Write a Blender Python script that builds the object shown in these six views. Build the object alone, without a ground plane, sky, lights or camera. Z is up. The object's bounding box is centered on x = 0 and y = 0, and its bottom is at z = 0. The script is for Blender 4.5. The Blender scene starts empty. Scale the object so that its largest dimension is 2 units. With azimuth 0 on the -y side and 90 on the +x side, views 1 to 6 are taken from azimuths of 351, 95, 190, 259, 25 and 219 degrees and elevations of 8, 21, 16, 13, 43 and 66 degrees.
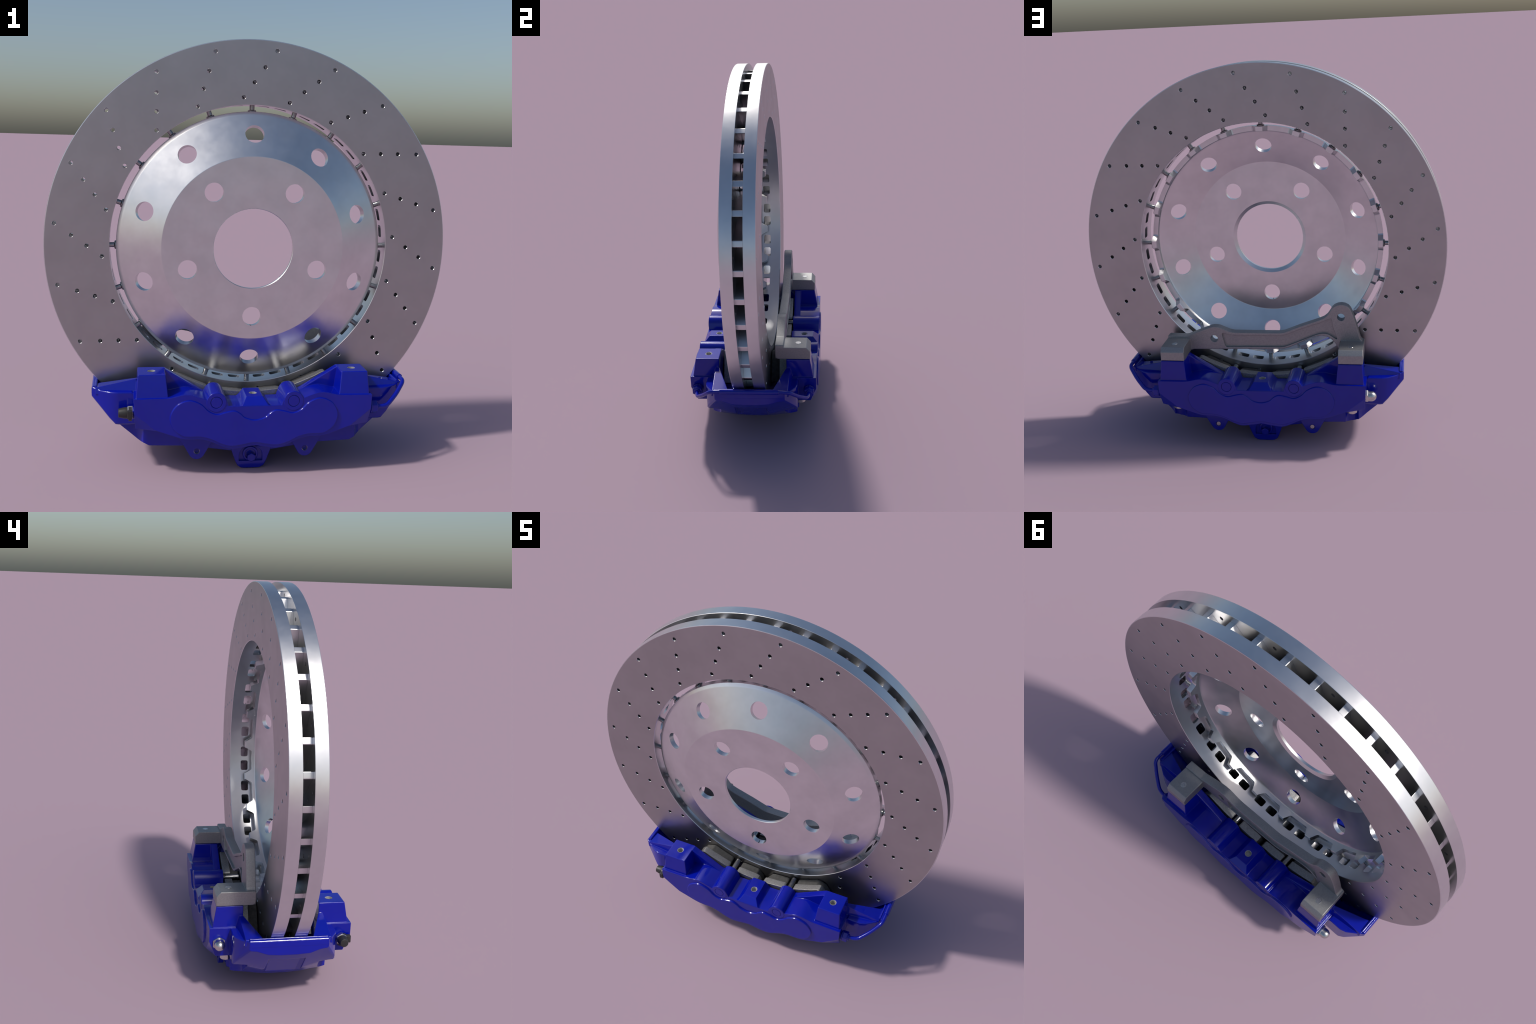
"""Vented, cross-drilled brake disc with a bolted hub bell, held by a blue
multi-piston caliper with brake pads, a grey mounting bracket and a crossover pipe.
Frame: metres, z up; the disc stands upright with its axle along y."""
import bpy, bmesh, math
from mathutils import Vector, Matrix

# ------------------------------------------------------------------ set-up
DISC_C = Vector((0.0005, 0.0, 1.037))      # axle centre
CAL_X = 0.002                              # caliper mirror plane
rad = math.radians
TAU = 2 * math.pi
SCN = bpy.context.scene.collection


def link(ob):
    SCN.objects.link(ob)
    return ob


def mesh_from_bm(name, bm, smooth=None):
    bmesh.ops.recalc_face_normals(bm, faces=bm.faces)
    me = bpy.data.meshes.new(name)
    bm.to_mesh(me)
    bm.free()
    if smooth is not None:
        smooth_by_angle(me, smooth)
        me = weighted(me)
    return me


def smooth_by_angle(me, deg):
    me.polygons.foreach_set("use_smooth", [True] * len(me.polygons))
    bm = bmesh.new()
    bm.from_mesh(me)
    lim = rad(deg)
    for e in bm.edges:
        e.smooth = len(e.link_faces) == 2 and e.calc_face_angle(0) < lim
    bm.to_mesh(me)
    bm.free()


def weighted(me):
    """let the big flat faces rule the vertex normals, so that cut plates stay flat"""
    ob = bpy.data.objects.new("work", me)
    link(ob)
    md = ob.modifiers.new("w", 'WEIGHTED_NORMAL')
    md.keep_sharp = True
    md.weight = 90
    dg = bpy.context.evaluated_depsgraph_get()
    dg.update()
    res = bpy.data.meshes.new_from_object(ob.evaluated_get(dg), preserve_all_data_layers=True, depsgraph=dg)
    bpy.data.objects.remove(ob)
    res.name = me.name
    bpy.data.meshes.remove(me)
    return res


def obj(name, me, mat=None, parent=None):
    ob = bpy.data.objects.new(name, me)
    link(ob)
    if mat:
        me.materials.clear()
        me.materials.append(mat)
    if parent:
        ob.parent = parent
    return ob


def bevelled(bm, width, segs=2, angle=30):
    """round the sharp edges of a bmesh"""
    bmesh.ops.recalc_face_normals(bm, faces=bm.faces)
    es = [e for e in bm.edges if len(e.link_faces) == 2 and e.calc_face_angle(0) > rad(angle)]
    if es and width > 0:
        bmesh.ops.bevel(bm, geom=es, offset=width, offset_type='OFFSET', segments=segs,
                        profile=0.5, affect='EDGES', clamp_overlap=True)
    return bm


# ------------------------------------------------------------------ solids
def prism(poly, y0, y1, bm=None):
    """(x, z) outline pushed from y0 to y1"""
    bm = bm or bmesh.new()
    a = [bm.verts.new((x, y0, z)) for x, z in poly]
    b = [bm.verts.new((x, y1, z)) for x, z in poly]
    n = len(poly)
    bm.faces.new(a)
    bm.faces.new(b[::-1])
    for i in range(n):
        j = (i + 1) % n
        bm.faces.new((a[i], b[i], b[j], a[j]))
    return bm


def loft(sections):
    """closed rings of points, capped at both ends"""
    bm = bmesh.new()
    rings = [[bm.verts.new(p) for p in s] for s in sections]
    n = len(rings[0])
    bm.faces.new(rings[0])
    bm.faces.new(rings[-1][::-1])
    for r0, r1 in zip(rings, rings[1:]):
        for i in range(n):
            j = (i + 1) % n
            bm.faces.new((r0[i], r1[i], r1[j], r0[j]))
    return bm


def hull(points):
    bm = bmesh.new()
    vs = [bm.verts.new(p) for p in points]
    bmesh.ops.convex_hull(bm, input=vs)
    loose = [v for v in bm.verts if not v.link_faces]
    bmesh.ops.delete(bm, geom=loose, context='VERTS')
    bmesh.ops.dissolve_limit(bm, angle_limit=rad(1), verts=bm.verts, edges=bm.edges)
    return bm


def box(x0, x1, y0, y1, z0, z1):
    return prism([(x0, z0), (x1, z0), (x1, z1), (x0, z1)], y0, y1)


def lathe(profile, n, axis='y', closed=True, bm=None, m=None):
    """revolve (radius, height) about an axis; closed=True for a ring section,
    otherwise the profile starts and ends on the axis"""
    bm = bm or bmesh.new()
    rings = []
    for r, h in profile:
        if r < 1e-7:
            rings.append([bm.verts.new((0, h, 0))] * n)
        else:
            rings.append([bm.verts.new((r * math.sin(TAU * i / n), h, r * math.cos(TAU * i / n))) for i in range(n)])
    pairs = list(zip(rings, rings[1:]))
    if closed:
        pairs.append((rings[-1], rings[0]))
    new = set()
    for a, b in pairs:
        for i in range(n):
            j = (i + 1) % n
            loop = []
            for v in (a[i], b[i], b[j], a[j]):
                if v not in loop:
                    loop.append(v)
            if len(loop) > 2:
                bm.faces.new(loop)
    for r in rings:
        new.update(r)
    rot = Matrix.Identity(4)
    if axis == 'x':
        rot = Matrix.Rotation(rad(-90), 4, 'Z')
    elif axis == 'z':
        rot = Matrix.Rotation(rad(90), 4, 'X')
    if m is not None:
        rot = m @ rot
    if axis != 'y' or m is not None:
        bmesh.ops.transform(bm, matrix=rot, verts=list(new))
    return bm


def rod(r, h0, h1, n=32, axis='y', at=(0, 0, 0), chamfer=0.0, m=None, bm=None):
    c = chamfer
    prof = [(0, h0), (r - c, h0), (r, h0 + c), (r, h1 - c), (r - c, h1), (0, h1)] if c else [(0, h0), (r, h0), (r, h1), (0, h1)]
    mm = Matrix.Translation(at) @ (m or Matrix.Identity(4))
    return lathe(prof, n, axis, False, bm, mm)


def spline(pts, per=6, closed=True):
    """Catmull-Rom through control points"""
    out = []
    n = len(pts)
    for i in range(n if closed else n - 1):
        if closed:
            p = [Vector(pts[(i + k - 1) % n]) for k in range(4)]
        else:
            p = [Vector(pts[min(max(i + k - 1, 0), n - 1)]) for k in range(4)]
        for s in range(per):
            t = s / per
            out.append(tuple(0.5 * ((2 * p[1]) + (p[2] - p[0]) * t + (2 * p[0] - 5 * p[1] + 4 * p[2] - p[3]) * t * t
                                    + (3 * p[1] - p[0] - 3 * p[2] + p[3]) * t ** 3)))
    if not closed:
        out.append(tuple(pts[-1]))
    return out


def tube(path, r, n=16, bm=None):
    """round tube along a polyline"""
    bm = bm or bmesh.new()
    pts = [Vector(p) for p in path]
    rings = []
    nrm = None
    for i, p in enumerate(pts):
        t = (pts[min(i + 1, len(pts) - 1)] - pts[max(i - 1, 0)]).normalized()
        if nrm is None:
            nrm = t.orthogonal().normalized()
        nrm = (nrm - t * nrm.dot(t)).normalized()
        b = t.cross(nrm)
        rings.append([bm.verts.new(p + r * (nrm * math.cos(TAU * k / n) + b * math.sin(TAU * k / n))) for k in range(n)])
    bm.faces.new(rings[0])
    bm.faces.new(rings[-1][::-1])
    for a, b in zip(rings, rings[1:]):
        for i in range(n):
            j = (i + 1) % n
            bm.faces.new((a[i], b[i], b[j], a[j]))
    return bm


def rounded_path(pts, radius, per=8):
    """polyline with its corners turned into arcs"""
    P = [Vector(p) for p in pts]
    out = [P[0]]
    for a, b, c in zip(P, P[1:], P[2:]):
        d0, d1 = (a - b).normalized(), (c - b).normalized()
        k = min(radius, (a - b).length * .48, (c - b).length * .48)
        s, e = b + d0 * k, b + d1 * k
        for i in range(per + 1):
            t = i / per
            out.append((1 - t) ** 2 * s + 2 * t * (1 - t) * b + t * t * e)
    out.append(P[-1])
    return out


def mirror_bm(bm, sx, sy):
    if sx < 0 or sy < 0:
        bmesh.ops.scale(bm, vec=(sx, sy, 1), verts=bm.verts)
    return bm


def boolean(me, cutters, op='DIFFERENCE'):
    """apply booleans and hand back a new mesh; cutters are bmeshes"""
    ob = bpy.data.objects.new("work", me)
    link(ob)
    helpers = []
    for bm in cutters:
        c = bpy.data.objects.new("helper", mesh_from_bm("helper", bm))
        link(c)
        helpers.append(c)
        md = ob.modifiers.new("cut", 'BOOLEAN')
        md.operation = op
        md.solver = 'EXACT'
        md.object = c
    dg = bpy.context.evaluated_depsgraph_get()
    dg.update()
    res = bpy.data.meshes.new_from_object(ob.evaluated_get(dg), depsgraph=dg)
    for o in [ob] + helpers:
        m = o.data
        bpy.data.objects.remove(o)
        bpy.data.meshes.remove(m)
    return res


def merged(bms):
    """several disjoint bmeshes in one (for many cutters at once)"""
    out = bmesh.new()
    for b in bms:
        bmesh.ops.recalc_face_normals(b, faces=b.faces)
        t = bpy.data.meshes.new("t")
        b.to_mesh(t)
        b.free()
        out.from_mesh(t)
        bpy.data.meshes.remove(t)
    return out


def about_axle(r, deg, y=0.0):
    """point at a radius and clock angle (0 = up, + towards +x), relative to the axle"""
    return Vector((r * math.sin(rad(deg)), y, r * math.cos(rad(deg))))


# ------------------------------------------------------------------ materials
def new_mat(name):
    m = bpy.data.materials.new(name)
    m.use_nodes = True
    nt = m.node_tree
    return m, nt, nt.nodes["Principled BSDF"]


def noise(nt, scale, detail=3, rough=0.55, vec=None, stretch=None):
    n = nt.nodes.new("ShaderNodeTexNoise")
    n.inputs["Scale"].default_value = scale
    n.inputs["Detail"].default_value = detail
    n.inputs["Roughness"].default_value = rough
    tc = nt.nodes.new("ShaderNodeTexCoord")
    src = tc.outputs["Object"]
    if stretch:
        mp = nt.nodes.new("ShaderNodeMapping")
        mp.inputs["Scale"].default_value = stretch
        nt.links.new(src, mp.inputs["Vector"])
        src = mp.outputs[0]
    nt.links.new(src, n.inputs["Vector"])
    return n.outputs["Fac"]


def ramp(nt, fac, stops):
    r = nt.nodes.new("ShaderNodeValToRGB")
    el = r.color_ramp.elements
    while len(el) < len(stops):
        el.new(0.5)
    for e, (p, c) in zip(el, stops):
        e.position = p
        e.color = c if len(c) == 4 else (*c, 1)
    nt.links.new(fac, r.inputs[0])
    return r.outputs[0]


def maprange(nt, fac, a, b, lo, hi):
    n = nt.nodes.new("ShaderNodeMapRange")
    n.inputs["From Min"].default_value = a
    n.inputs["From Max"].default_value = b
    n.inputs["To Min"].default_value = lo
    n.inputs["To Max"].default_value = hi
    nt.links.new(fac, n.inputs["Value"])
    return n.outputs[0]


def round_edges(nt, radius, samples=6):
    n = nt.nodes.new("ShaderNodeBevel")
    n.samples = samples
    n.inputs["Radius"].default_value = radius
    return n.outputs[0]


def bump(nt, height, strength, dist, normal=None):
    b = nt.nodes.new("ShaderNodeBump")
    b.inputs["Strength"].default_value = strength
    b.inputs["Distance"].default_value = dist
    nt.links.new(height, b.inputs["Height"])
    if normal:
        nt.links.new(normal, b.inputs["Normal"])
    return b.outputs[0]


def metal(name, dark, light, r0, r1, scale=5.0, metallic=1.0, bevel=0.0, grain=None):
    m, nt, p = new_mat(name)
    f = noise(nt, scale, 4, .6)
    nt.links.new(ramp(nt, f, [(.34, dark), (.66, light)]), p.inputs["Base Color"])
    nt.links.new(maprange(nt, noise(nt, scale * 1.7, 4, .6), .35, .65, r0, r1), p.inputs["Roughness"])
    p.inputs["Metallic"].default_value = metallic
    nrm = round_edges(nt, bevel) if bevel else None
    if grain:
        nrm = bump(nt, noise(nt, grain[0], 2, .6), grain[1], grain[2], nrm)
    if nrm:
        nt.links.new(nrm, p.inputs["Normal"])
    return m


MAT_FACE = metal("worn_disc_steel", (.42, .41, .41), (.455, .445, .445), .34, .39, 6)
MAT_EDGE = metal("machined_disc_steel", (.69, .69, .70), (.74, .74, .75), .30, .34, 7)
MAT_HUB = metal("satin_hub_aluminium", (.665, .665, .67), (.745, .745, .75), .28, .34, 7)
MAT_PIN = metal("steel_pin", (.3, .3, .3), (.4, .4, .4), .25, .33, 20)
MAT_BOLT = metal("zinc_fastener", (.55, .54, .52), (.66, .65, .63), .24, .33, 30)
MAT_BRACKET = metal("cast_grey_bracket", (.295, .295, .30), (.345, .345, .345), .42, .52, 140, .8, .004, (420, .35, .0012))
MAT_PLATE = metal("rough_backing_steel", (.28, .275, .27), (.40, .39, .38), .36, .48, 160, .85, .003, (300, .8, .002))
MAT_FRICTION = metal("pad_friction_compound", (.045, .044, .042), (.075, .073, .07), .65, .8, 60, 0.0, .003, (260, .4, .0015))
MAT_THREAD = metal("threads_tinted_sunlit", (.40, .40, .40), (.52, .52, .51), .42, .55, 90, .35)  # pale, mostly non-metallic grey: sunlight inside the screw holes put into the colour
MAT_RUBBER = metal("black_rubber", (.016, .016, .016), (.024, .024, .024), .45, .55, 20, 0.0)


def paint():
    m, nt, p = new_mat("blue_gloss_paint")
    f = noise(nt, 4, 3)
    nt.links.new(ramp(nt, f, [(.35, (.0012, .0068, .285)), (.65, (.0016, .0080, .315))]), p.inputs["Base Color"])
    p.inputs["Roughness"].default_value = .14
    p.inputs["IOR"].default_value = 1.45
    p.inputs["Coat Weight"].default_value = .1
    p.inputs["Coat Roughness"].default_value = .08
    nrm = round_edges(nt, .0042, 8)
    nt.links.new(nrm, p.inputs["Normal"])
    nt.links.new(nrm, p.inputs["Coat Normal"])
    return m


MAT_BLUE = paint()

# ------------------------------------------------------------------ root
root = bpy.data.objects.new("disc_brake", None)
link(root)
root["label"] = "drilled vented brake disc in a blue caliper"
root["category"] = "disc brake"

# ================================================================== DISC
R_OUT, R_IN = 0.962, 0.664
Y_F, Y_B = -0.0885, 0.0875          # rubbing faces
GAP = 0.0257                        # half width of the vent gap
ROWS, VANES, PINS = 20, 40, 20
ROW_SHAPE = [(.919, 6.33), (.8388, 3.22), (.768, -.12), (.700, -4.18)]   # radius, clock angle of the drilled row

c = .0035
profile = [(R_IN + .002, Y_F), (R_OUT - c, Y_F), (R_OUT - c * .3, Y_F + c * .3), (R_OUT, Y_F + c), (R_OUT, -GAP - .001), (R_OUT - .001, -GAP),
           (.688, -GAP), (.688, GAP), (R_OUT - .001, GAP), (R_OUT, GAP + .001),
           (R_OUT, Y_B - c), (R_OUT - c * .3, Y_B - c * .3), (R_OUT - c, Y_B), (R_IN + .002, Y_B), (R_IN, Y_B - .002), (R_IN, Y_F + .002)]
disc_me = mesh_from_bm("brake_disc", lathe(profile, 320))

drills = []
for k in range(ROWS):
    for r, a in ROW_SHAPE:
        p = about_axle(r, a + 18 * k)
        # drilled through both rings, mouths countersunk
        r0, r1, d = .0092, .0105, .0015
        drills.append(lathe([(0, Y_F - .005), (r1 + .0043, Y_F - .005), (r0, Y_F + d), (r0, Y_B - d), (r1 + .0043, Y_B + .005), (0, Y_B + .005)], 24, 'y', False, None, Matrix.Translation(p)))
def vane_angle(r):
    t = .919 - r
    return 1.83 - 34.5 * t - 61.5 * t * t

windows = []
for k in range(PINS):
    for a0, a1 in ((2.1, 7.2), (9.3, 14.4)):
        def ring(r):
            half = .0215
            lean = vane_angle(r) - vane_angle(R_IN)
            q = []
            da, dy = .9, .0095
            for (sa, sy) in ((1, 1), (-1, 1), (-1, -1), (1, -1)):
                ca, cy = ((a1 - da) if sa > 0 else (a0 + da)), sy * (half - dy)
                base = {(1, 1): 0, (-1, 1): 90, (-1, -1): 180, (1, -1): 270}[(sa, sy)]
                for s in range(4):
                    t = rad(base + 30 * s)
                    q.append(about_axle(r, ca + lean + da * math.cos(t) + 18 * k, cy + dy * math.sin(t)))
            return q
        windows.append(loft([ring(.650), ring(.70)]))
disc_me = boolean(disc_me, [merged(drills), merged(windows)])
smooth_by_angle(disc_me, 24)
disc_me = weighted(disc_me)
disc = obj("brake_disc", disc_me, None, root)
disc.location = DISC_C
disc_me.materials.clear()
for m in (MAT_FACE, MAT_EDGE):
    disc_me.materials.append(m)
for p in disc_me.polygons:                       # rubbing faces are worn, all else is bright
    flat = abs(p.normal.y) > .95 and (p.center.y < Y_F + .001 or p.center.y > Y_B - .001)
    p.material_index = 0 if flat else 1

# curved cooling vanes between the two rings
secs = []
for i in range(9):
    r = .925 - (.925 - .684) * i / 8
    hw = math.degrees((.0155 - .005 * i / 8) / r)
    a = vane_angle(r)
    e = GAP + .0012
    secs.append([about_axle(r, a - hw, -e), about_axle(r, a - hw, e), about_axle(r, a + hw, e), about_axle(r, a + hw, -e)])
vane_me = mesh_from_bm("vane", bevelled(loft(secs), .003, 2, 60), 40)
vane_me.materials.append(MAT_EDGE)
for k in range(VANES):
    v = obj("vane", vane_me, None, disc)
    v.rotation_euler = (0, rad(9 * k), 0)

# ------------------------------------------------------------------ hub bell
hub_prof = [(.187, -.171), (.189, -.173), (.4265, -.173), (.4295, -.1722), (.6160, -.0798), (.6185, -.0784), (.6205, -.0772), (.6322, -.0692), (.6336, -.0677), (.634, -.0655),
            (.634, .003), (.632, .005), (.609, .005), (.607, .003), (.607, -.049), (.6055, -.0555), (.6015, -.059), (.596, -.0612),
            (.4245, -.1462), (.4215, -.147), (.2045, -.147), (.187, -.158)]
hub_me = mesh_from_bm("hub_bell", lathe(hub_prof, 320))
cut = []
for k in range(5):
    cut.append(rod(.0446, -.2, -.1, 48, 'y', about_axle(.3213, 36 + 72 * k)))
slope = math.atan2(.0927, .187)
for k in range(10):
    a = rad(36 * k)
    m = Matrix.Rotation(a, 4, 'Y') @ Matrix.Translation((0, -.1215, .5303)) @ Matrix.Rotation(-slope, 4, 'X')
    cut.append(lathe([(0, -.05), (.0448, -.05), (.0448, .05), (0, .05)], 48, 'y', False, None, m))
half_notch = [(7.30, .02), (7.28, .004), (6.95, -.004), (6.3, -.016), (5.75, -.0275), (5.35, -.0335), (4.75, -.037)]
notch = half_notch + [(-a, y) for a, y in half_notch[::-1]]
cut2 = []
for k in range(PINS):
    mid = 18 * k + 9
    cut2.append(loft([[about_axle(r, mid + a, y) for a, y in notch] for r in (.57, .67)]))
hub_me = boolean(hub_me, [merged(cut), merged(cut2)])
smooth_by_angle(hub_me, 24)
hub_me = weighted(hub_me)
hub = obj("hub_bell", hub_me, MAT_HUB, root)
hub.location = DISC_C

pin_bm = bmesh.new()
lathe([(0, .613), (.0115, .613), (.0205, .6325), (.0205, .6385), (.0165, .6415), (.0119, .6430), (.0117, .668), (0, .668)], 24, 'z', False, pin_bm)
pin_me = mesh_from_bm("mounting_pin", pin_bm, 35)
pin_me.materials.append(MAT_PIN)
for k in range(PINS):
    p = obj("mounting_pin", pin_me, None, hub)
    p.matrix_basis = Matrix.Rotation(rad(18 * k - .3), 4, 'Y') @ Matrix.Translation((0, -.032, 0))

# ================================================================== CALIPER BODY
FACE, INNER = .350, .187            # outer and inner walls of each half, distance from the disc plane
BOSS = (.179, .3555)
def sym(half):
    """mirror a right-hand run of (x, z) points that starts at x = 0 on top and ends at x = 0 below"""
    left = [(-x, z) for x, z in half[::-1] if abs(x) > 1e-6]
    return half + left

top = [(0, .3355), (.060, .3355), (.124, .337), (.16, .345), (.20, .352), (.2235, .3685), (.247, .3775), (.272, .3865), (.295, .393), (.318, .395), (.340, .3925), (.362, .3868), (.385, .3815),
       (.41, .3795), (.5515, .378)]
low = [(.5475, .29), (.543, .232), (.448, .2285)] + spline([(.448, .2285), (.40, .2115), (.335, .189), (.29, .1835), (.25, .1835), (.2, .1705), (.155, .149), (.112, .1345), (.065, .1375), (0, .149)], 4, False)[1:]
housing_outline = sym(top + low)


def housing(s):
    bm = prism(housing_outline, s * INNER, s * FACE)
    # sloping facet across each lower outer corner
    for sx in (1, -1):
        p1, p2, p3 = Vector((sx * .5455, s * .338, .281)), Vector((sx * .5415, s * .317, .231)), Vector((sx * .448, s * .3505, .2285))
        n = (p2 - p1).cross(p3 - p1).normalized()
        if n.z > 0:
            n = -n
        r = bmesh.ops.bisect_plane(bm, geom=bm.verts[:] + bm.edges[:] + bm.faces[:], plane_co=p1, plane_no=n, clear_outer=True)
        es = [e for e in bm.edges if len(e.link_faces) == 1]
        bmesh.ops.holes_fill(bm, edges=es, sides=0)
    return bm


def rib(sx, s):
    poly = [(.420, .4815), (.408, .4805), (.398, .4745), (.239, .377), (.215, .362), (.2, .34), (.42, .34)]
    return mirror_bm(bevelled(prism(poly, .1875, .2265), .004, 2), sx, s)


def tower(sx, s):
    def rect(x0, x1, w0, w1, z):
        return [(x0, w0, z), (x1, w0, z), (x1, w1, z), (x0, w1, z)]
    bm = loft([rect(.390, .546, .1865, .342, .355), rect(.397, .5415, .1865, .3345, .3815), rect(.409, .534, .1865, .317, .4815)])
    return mirror_bm(bevelled(bm, .0045, 3, 40), sx, s)


def mid_block(s):
    sec = [(-.085, .330), (-.067, .337), (-.057, .346), (-.0375, .3715), (.0375, .3715), (.057, .346), (.067, .337), (.085, .330)]
    back = [(x, .186, z) for x, z in sec]
    edge = [(x, .3175, z) for x, z in sec]
    front = [(x, .3485, min(z, .3375)) for x, z in zip((-.088, -.072, -.067, -.060, .060, .067, .072, .088), [q[1] for q in sec])]
    bm = loft([back, edge, front])
    return mirror_bm(bm, 1, s)


def boss(sx, s):
    bm = rod(.0465, .185, .3515, 48, 'y', (0, 0, 0), .0025)
    bmesh.ops.translate(bm, vec=(BOSS[0], 0, BOSS[1]), verts=bm.verts)
    return mirror_bm(bm, sx, s)


def boss_foot(sx, s):
    """flared skirt under the pin boss"""
    x, z = BOSS
    sec = [(x - .0435, z + .018), (x + .0435, z + .018), (x + .054, .340), (x + .054, .32), (x - .060, .32), (x - .056, .338)]
    return mirror_bm(prism(sec, .1882, .3492), sx, s)


lobe_half = [(0, .2713), (.045, .2825), (.068, .302), (.097, .3168), (.138, .3103), (.177, .3015), (.215, .318), (.250, .351), (.302, .3697), (.355, .351), (.384, .312),
             (.3885, .275), (.371, .2325), (.332, .203), (.30, .1972), (.255, .197), (.205, .1845), (.152, .1595), (.107, .148), (.06, .153), (0, .1625)]


def raised_plate(s):
    """bulged cover over the piston bores"""
    o = spline(sym(lobe_half), 5)
    c = Vector((0, .25))
    big = [(x, s * (FACE - .01), z) for x, z in o]
    rim = [(x, s * (FACE + .0035), z) for x, z in o]
    def inset(d):
        q = []
        n = len(o)
        for i in range(n):
            t = Vector(o[(i + 1) % n]) - Vector(o[i - 1])
            nn = Vector((t.y, -t.x)).normalized()
            q.append((o[i][0] + nn.x * d, o[i][1] + nn.y * d))
        return q
    i1 = inset(.0018)
    i2 = inset(.005)
    # make sure the inset goes inwards
    if sum(abs(a[0]) for a in i2) > sum(abs(a[0]) for a in o):
        i1, i2 = inset(-.0018), inset(-.005)
    return loft([big, rim, [(x, s * (FACE + .0072), z) for x, z in i1], [(x, s * (FACE + .0085), z) for x, z in i2]])


# lower bridge that joins the two halves under the disc:
# x, half width, top, bottom of the outer wall, undercut width, foot width, foot height, centre height
BRIDGE = [(.742, .188, .388, .345, .178, .15, .340, .318), (.738, .191, .3905, .3405, .181, .15, .335, .3125), (.70, .2165, .381, .300, .206, .16, .292, .270),
          (.661, .2425, .381, .2575, .231, .17, .249, .228), (.632, .2505, .381, .2285, .222, .175, .221, .194), (.617, .251, .381, .2265, .186, .176, .206, .180),
          (.56, .25, .38, .2265, .189, .187, .161, .145), (.545, .25, .37, .2265, .193, .191, .149, .130), (.530, .25, .365, .2265, .205, .203, .140, .120),
          (.517, .25, .36, .2265, .223, .221, .136, .114), (.505, .25, .36, .2265, .243, .240, .135, .108),
          (.478, .25, .33, .2265, .2495, .246, .1225, .100), (.30, .25, .30, .21, .2495, .246, .116, .072), (.10, .25, .28, .20, .2495, .246, .0865, .036)]


def bridge():
    secs = []
    for x, w, zt, zs, w2, w3, zb, zc in BRIDGE + [(-r[0],) + r[1:] for r in BRIDGE[::-1]]:
        half = [(w - .003, zt), (w, zt - .004), (w, zs + .007), (w - .006, zs + .0005), (w2, zs - .001), (w3, zb), (.10, zc + .2 * (zb - zc)), (.04, zc)]
        secs.append([(x, y, z) for y, z in half] + [(x, -y, z) for y, z in half[::-1]])
    return loft(secs)


def ridge(sx, s):
    """triangular gusset from the tower down to the end bar"""
    pts = [(.532, .188, .432), (.540, .207, .4315), (.7235, .203, .3915), (.730, .112, .384),
           (.532, .188, .36), (.534, .228, .36), (.7235, .2085, .36), (.730, .112, .36)]
    return mirror_bm(hull(pts), sx, s)


def end_bar(sx):
    prof = [(.7165, .375), (.7165, .391), (.719, .3955), (.7255, .3965), (.7275, .394), (.736, .394), (.7405, .3905), (.7425, .386), (.7425, .36), (.7165, .34)]
    bm = prism(prof, -.1872, .1872)
    return mirror_bm(bm, sx, 1)


def lug(sx, s):
    x, z, r = .2575, .0935, .0385
    arc = [(x + r * math.sin(rad(t)), z + r * -math.cos(rad(t))) for t in range(-60, 61, 12)]
    poly = [(x - .088, .170)] + arc + [(x + .088, .170)]
    bm = prism(poly, .238, .2655)
    return mirror_bm(bevelled(bm, .002, 2, 50), sx, s)


def centre_block():
    o = [(-.097, .105), (-.091, .083), (-.0725, .032), (-.062, .012), (-.046, .002), (-.034, 0), (.034, 0), (.046, .002), (.062, .012), (.0725, .032), (.091, .083), (.097, .105)]
    return prism(o, -.2525, .2525)


parts = [bridge()]
for s in (1, -1):
    parts += [housing(s), raised_plate(s), mid_block(s)]
    for sx in (1, -1):
        parts += [rib(sx, s), tower(sx, s), boss(sx, s), boss_foot(sx, s), ridge(sx, s), lug(sx, s)]
for sx in (1, -1):
    parts.append(end_bar(sx))
parts.append(centre_block())

body = mesh_from_bm("caliper_body", parts[0])
body = boolean(body, parts[1:], 'UNION')

# space for the disc and the pads
def pocket():
    secs = []
    for x in [-.7165, -.70, -.66, -.62, -.58, -.535, -.45, -.36, -.27, -.18, -.09, 0, .09, .18, .27, .36, .45, .535, .58, .62, .66, .70, .7165]:
        ax = abs(x)
        w = .1862 if ax <= .5351 else .1862 + (.113 - .1862) * (ax - .535) / (.7165 - .535)
        zb = 1.037 - math.sqrt(.984 ** 2 - x * x)
        secs.append([(x, -w, zb), (x, w, zb), (x, w, .8), (x, -w, .8)])
    return loft(secs)


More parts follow.
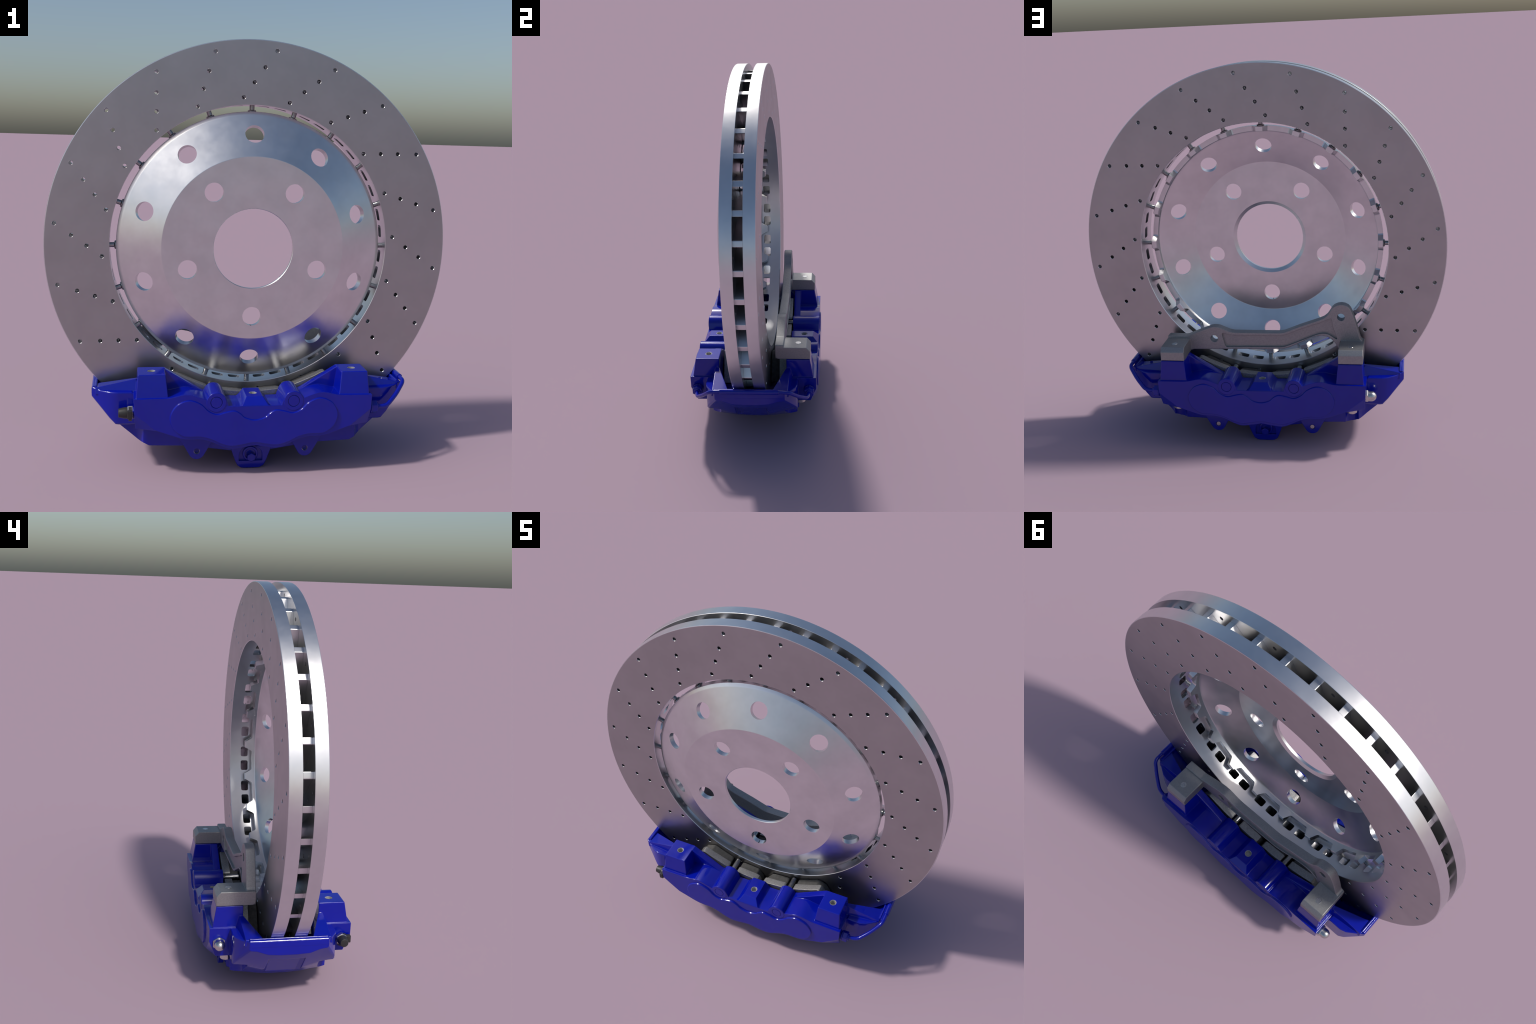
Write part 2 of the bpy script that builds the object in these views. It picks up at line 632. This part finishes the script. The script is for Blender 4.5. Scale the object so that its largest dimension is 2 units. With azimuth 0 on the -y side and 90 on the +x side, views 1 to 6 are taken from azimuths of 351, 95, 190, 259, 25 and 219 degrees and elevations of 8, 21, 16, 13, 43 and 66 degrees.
cutters = [pocket()]
for sx in (1, -1):
    # shallow window in the sloping end face, open at its lower end
    pts = []
    for y in (-1, 1):
        pts += [(sx * .703, y * .0885, .2837), (sx * .620, y * .092, .185), (sx * .56, y * .092, .13),
                (sx * .690, y * .074, .2905), (sx * .570, y * .074, .1555), (sx * .76, y * .0885, .24), (sx * .62, y * .092, .08)]
    cutters.append(hull(pts))
    # bolt scallop below the bracket side towers
    cutters.append(rod(.0375, .05, .225, 32, 'z', (sx * .4715, .258, 0)))
    for s in (1, -1):
        cutters.append(rod(.0185, .40, .50, 32, 'z', (sx * .4715, s * .252, 0)))
        cutters.append(mirror_bm(rod(.0138, .247, .28, 28, 'y', (.2575, 0, .0935)), sx, s))
        g = lathe([(.0252, .3425), (.0272, .3425), (.0272, .36), (.0252, .36)], 48, 'y', True)
        bmesh.ops.translate(g, vec=(BOSS[0], 0, BOSS[1]), verts=g.verts)
        cutters.append(mirror_bm(g, sx, s))
for s in (1, -1):
    cutters.append(rod(.0182, .31, .40, 32, 'z', (0, s * .2625, 0)))
    # arched recess with a ring and a socket in the front of the centre block
    arch = [(.056 * math.sin(rad(t)), .062 + .046 * math.cos(rad(t))) for t in range(-90, 91, 15)] + [(.056, .034), (-.056, .034)]
    cutters.append(prism(arch, s * .2385, s * .30))
body = boolean(body, cutters)
bmv = bmesh.new()
bmv.from_mesh(body)
bmesh.ops.remove_doubles(bmv, verts=bmv.verts, dist=1e-5)
bmesh.ops.translate(bmv, vec=(CAL_X, 0, 0), verts=bmv.verts)
bmv.to_mesh(body)
bmv.free()
smooth_by_angle(body, 24)
body = weighted(body)
caliper = obj("caliper_body", body, MAT_BLUE, root)


def add(name, bm, mat, parent=caliper, smooth=35, shift=True):
    if shift:
        bmesh.ops.translate(bm, vec=(CAL_X, 0, 0), verts=bm.verts)
    return obj(name, mesh_from_bm(name, bm, smooth), mat, parent)



for s in (1, -1):
    # ring and hexagon bolt in the lower centre block
    add("bolt_collar", mirror_bm(lathe([(.0255, .232), (.0365, .232), (.0365, .2445), (.034, .2465), (.0265, .2465), (.0255, .2455)], 40, 'y', True, None, Matrix.Translation((-.001, 0, .0655))), 1, s), MAT_BLUE)
    add("hexagon_bolt", mirror_bm(rod(.0215, .232, .262, 6, 'y', (.002, 0, .0525), .002), 1, s), MAT_BLUE, smooth=20)
    # threaded inserts in the top holes
    def insert(x, y, z0, z1, r):
        return lathe([(r - .0022, z0), (r + .001, z0), (r + .001, z1), (r - .0022, z1)], 32, 'z', True, None, Matrix.Translation((x, y, 0)))
    add("threaded_insert", insert(0, s * .2625, .315, .3705, .0182), MAT_THREAD)
    add("insert_floor", rod(.0185, .325, .346, 32, 'z', (0, s * .2625, 0)), MAT_THREAD)
    for sx in (1, -1):
        if s < 0:
            add("threaded_insert", insert(sx * .4715, s * .252, .402, .4803, .0185), MAT_THREAD)
            add("insert_floor", rod(.0188, .420, .449, 32, 'z', (sx * .4715, s * .252, 0)), MAT_THREAD)
        # retaining pin for the pads
        add("pad_pin", mirror_bm(rod(.0155, .094, .20, 28, 'y', (sx * BOSS[0], 0, .3585), .002), 1, s), MAT_PIN)
        # plug in the lug
        if s > 0:
            add("lug_pin", mirror_bm(rod(.0130, .24, .2625, 28, 'y', (sx * .2575, 0, .0935), .002), 1, s), MAT_BOLT)
        else:
            add("lug_bushing", mirror_bm(lathe([(.0127, .2465), (.0142, .2465), (.0142, .2615), (.0127, .2615)], 28, 'y', True, None, Matrix.Translation((sx * .2575, 0, .0935))), 1, s), MAT_BOLT)
        # pipe union nuts sit on the +x end only
        if sx > 0:
            add("union_nut", mirror_bm(merged([lathe([(0, .5505), (.025, .5505), (.030, .555), (.030, .560), (0, .560)], 32, 'x', False, None, Matrix.Translation((0, .3105, .3055))),
                                               rod(.0300, .560, .5875, 6, 'x', (0, .3105, .3055), .0025),
                                               rod(.0185, .580, .596, 24, 'x', (0, .3105, .3055), .002)]), 1, s), MAT_BLUE, smooth=25)

# crossover pipe along the end bar, with a sleeve in the middle
half_path = [(.590, .3105, .3055), (.640, .303, .3055), (.7005, .258, .350), (.7475, .214, .3995), (.7475, .165, .4025)]
path = [Vector((x, -y, z)) for x, y, z in half_path] + [Vector(p) for p in half_path[::-1]]
add("crossover_pipe", tube(rounded_path(path, .030, 8), .0103, 20), MAT_BLUE, smooth=60)
add("pipe_sleeve", rod(.0143, -.1575, .1575, 28, 'y', (.7475, 0, .4025), .0012), MAT_BLUE)

# bleed valve with rubber cap and tether, front -x end
B = Matrix.Translation((0, -.302, .3015)) @ Matrix.Scale(-1, 4, (1, 0, 0))
add("bleed_nipple", lathe([(0, .540), (.0275, .540), (.0275, .552), (.020, .554), (0, .554)], 32, 'x', False, None, B), MAT_BLUE)
add("bleed_hexagon", rod(.0315, .553, .5785, 6, 'x', m=B, chamfer=.003), MAT_BOLT, smooth=20)
cap = merged([lathe([(0, .572), (.0245, .572), (.0255, .576), (.0255, .5925), (.0200, .6175), (.017, .6195), (0, .6195)], 32, 'x', False, None, B),
              lathe([(.0235, .5585), (.0325, .5585), (.0325, .5725), (.0235, .5725)], 32, 'x', True, None, Matrix.Translation((-.0005, -.0035, -.004)) @ B)])
add("rubber_cap", cap, MAT_RUBBER)
add("cap_tether", bevelled(box(-.580, -.557, -.346, -.322, .285, .322), .004, 2), MAT_RUBBER)
# domed nut on the back -x end
D = Matrix.Translation((0, .3025, .3015)) @ Matrix.Scale(-1, 4, (1, 0, 0))
add("dome_nut", merged([rod(.0335, .545, .5605, 6, 'x', m=D, chamfer=.003),
                        lathe([(0, .558), (.0265, .558)] + [(.0265 * math.cos(rad(t)), .577 + .0275 * math.sin(rad(t))) for t in range(0, 90, 10)] + [(0, .6045)], 32, 'x', False, None, D),
                        rod(.027, .530, .5475, 24, 'x', m=D)]), MAT_BOLT, smooth=30)

# ================================================================== PADS
def pad_shape(pts):
    """(radius, clock angle from straight down) -> (x, z)"""
    return [(DISC_C.x + r * math.sin(rad(a)), DISC_C.z - r * math.cos(rad(a))) for r, a in pts]


PADS = [([(.695, 16.9), (.688, 17.6), (.686, 22), (.688, 27), (.6885, 30.2), (.694, 31.4), (.715, 32.0), (.88, 31), (.88, 17)],
         [(.705, 17.1), (.698, 18.2), (.694, 23), (.693, 27.6), (.70, 28.6), (.733, 30.8), (.87, 30.4), (.87, 17.2)]),
        ([(.695, 12.5), (.688, 11.8), (.685, 8), (.685, 3), (.690, 1.6), (.71, .7), (.88, .8), (.88, 12)],
         [(.705, 12.3), (.698, 11.4), (.694, 8), (.695, 4), (.703, 3.2), (.738, 1.1), (.87, 1.0), (.87, 11.8)])]
for s in (1, -1):
    for sx in (1, -1):
        for plate, lining in PADS:
            bm = prism([(sx * x, z) for x, z in pad_shape(plate)], s * .138, s * .1795)
            pad = add("brake_pad", bevelled(bm, .0025, 2, 50), MAT_PLATE, root, 40, False)
            bm = prism([(sx * x, z) for x, z in pad_shape(lining)], s * .0915, s * .139)
            add("friction_lining", bevelled(bm, .0025, 2, 50), MAT_FRICTION, pad, 40, False)

# ================================================================== BRACKET (back side)
arm = [(.534, .4835), (.534, .566), (.526, .5685), (.432, .567), (.42, .569), (.349, .5985), (.292, .6205), (.277, .6235), (.255, .623), (.243, .620), (.217, .6085), (.19, .5975), (.164, .5925),
       (.055, .592), (-.0345, .5925), (-.085, .593), (-.110, .5965), (-.195, .631), (-.30, .6685), (-.325, .6795), (-.343, .694), (-.357, .714), (-.368, .733), (-.381, .7455), (-.399, .7535), (-.418, .7565),
       (-.437, .7535), (-.455, .744), (-.4675, .728), (-.4755, .708), (-.486, .678), (-.5007, .6244), (-.5134, .5685), (-.519, .559), (-.534, .549), (-.534, .4835),
       (-.409, .4835), (-.4055, .497), (-.396, .513), (-.3816, .539), (-.3625, .5605), (-.341, .5745), (-.31, .5813), (-.2776, .5755), (-.2455, .5635), (-.1915, .537), (-.137, .5115), (-.105, .502),
       (-.045, .4985), (.10, .4965), (.2245, .494), (.39, .4905), (.409, .4835)]
arm_me = mesh_from_bm("mounting_bracket", bevelled(prism(arm, .1255, .1735), .005, 2, 24))


def bracket_block(sx):
    sec = [(.139, .4838), (.1265, .4955), (.1265, .549), (.131, .5535), (.298, .5535), (.3185, .530), (.3185, .4838)]
    bm = loft([[(sx * x, w, z) for w, z in sec] for x in (.408, .535)])
    return bevelled(bm, .0028, 2, 20)


pocket_outline = spline([(.2285, .582), (.222, .545), (.213, .513), (.195, .5075), (.1, .5095), (-.02, .511), (-.095, .5125), (-.13, .522), (-.2, .551), (-.27, .580), (-.31, .5925), (-.345, .589), (-.372, .572),
                         (-.3895, .562), (-.392, .572), (-.380, .605), (-.3715, .64), (-.366, .672), (-.355, .676), (-.3, .6525), (-.2, .617), (-.115, .583), (-.09, .5785), (0, .5775), (.1, .577), (.165, .5765), (.195, .5805), (.218, .5875)], 4)
arm_cut = [prism(pocket_outline, .1605, .19),
           rod(.0205, .10, .20, 36, 'y', (-.416, 0, .686)), rod(.0205, .10, .20, 36, 'y', (.2735, 0, .5555))]
arm_me = boolean(arm_me, [bracket_block(1), bracket_block(-1)], 'UNION')
arm_me = boolean(arm_me, arm_cut)
smooth_by_angle(arm_me, 35)
arm_me = weighted(arm_me)
bracket = obj("mounting_bracket", arm_me, MAT_BRACKET, root)
for sx in (1, -1):
    add("bracket_bolt", rod(.0158, .50, .5548, 32, 'z', (sx * .4715, .2518, 0), .0008), MAT_BOLT, bracket)
    add("bolt_head", rod(.0275, .184, .235, 32, 'z', (sx * .4715, .258, 0), .004), MAT_BOLT, caliper)
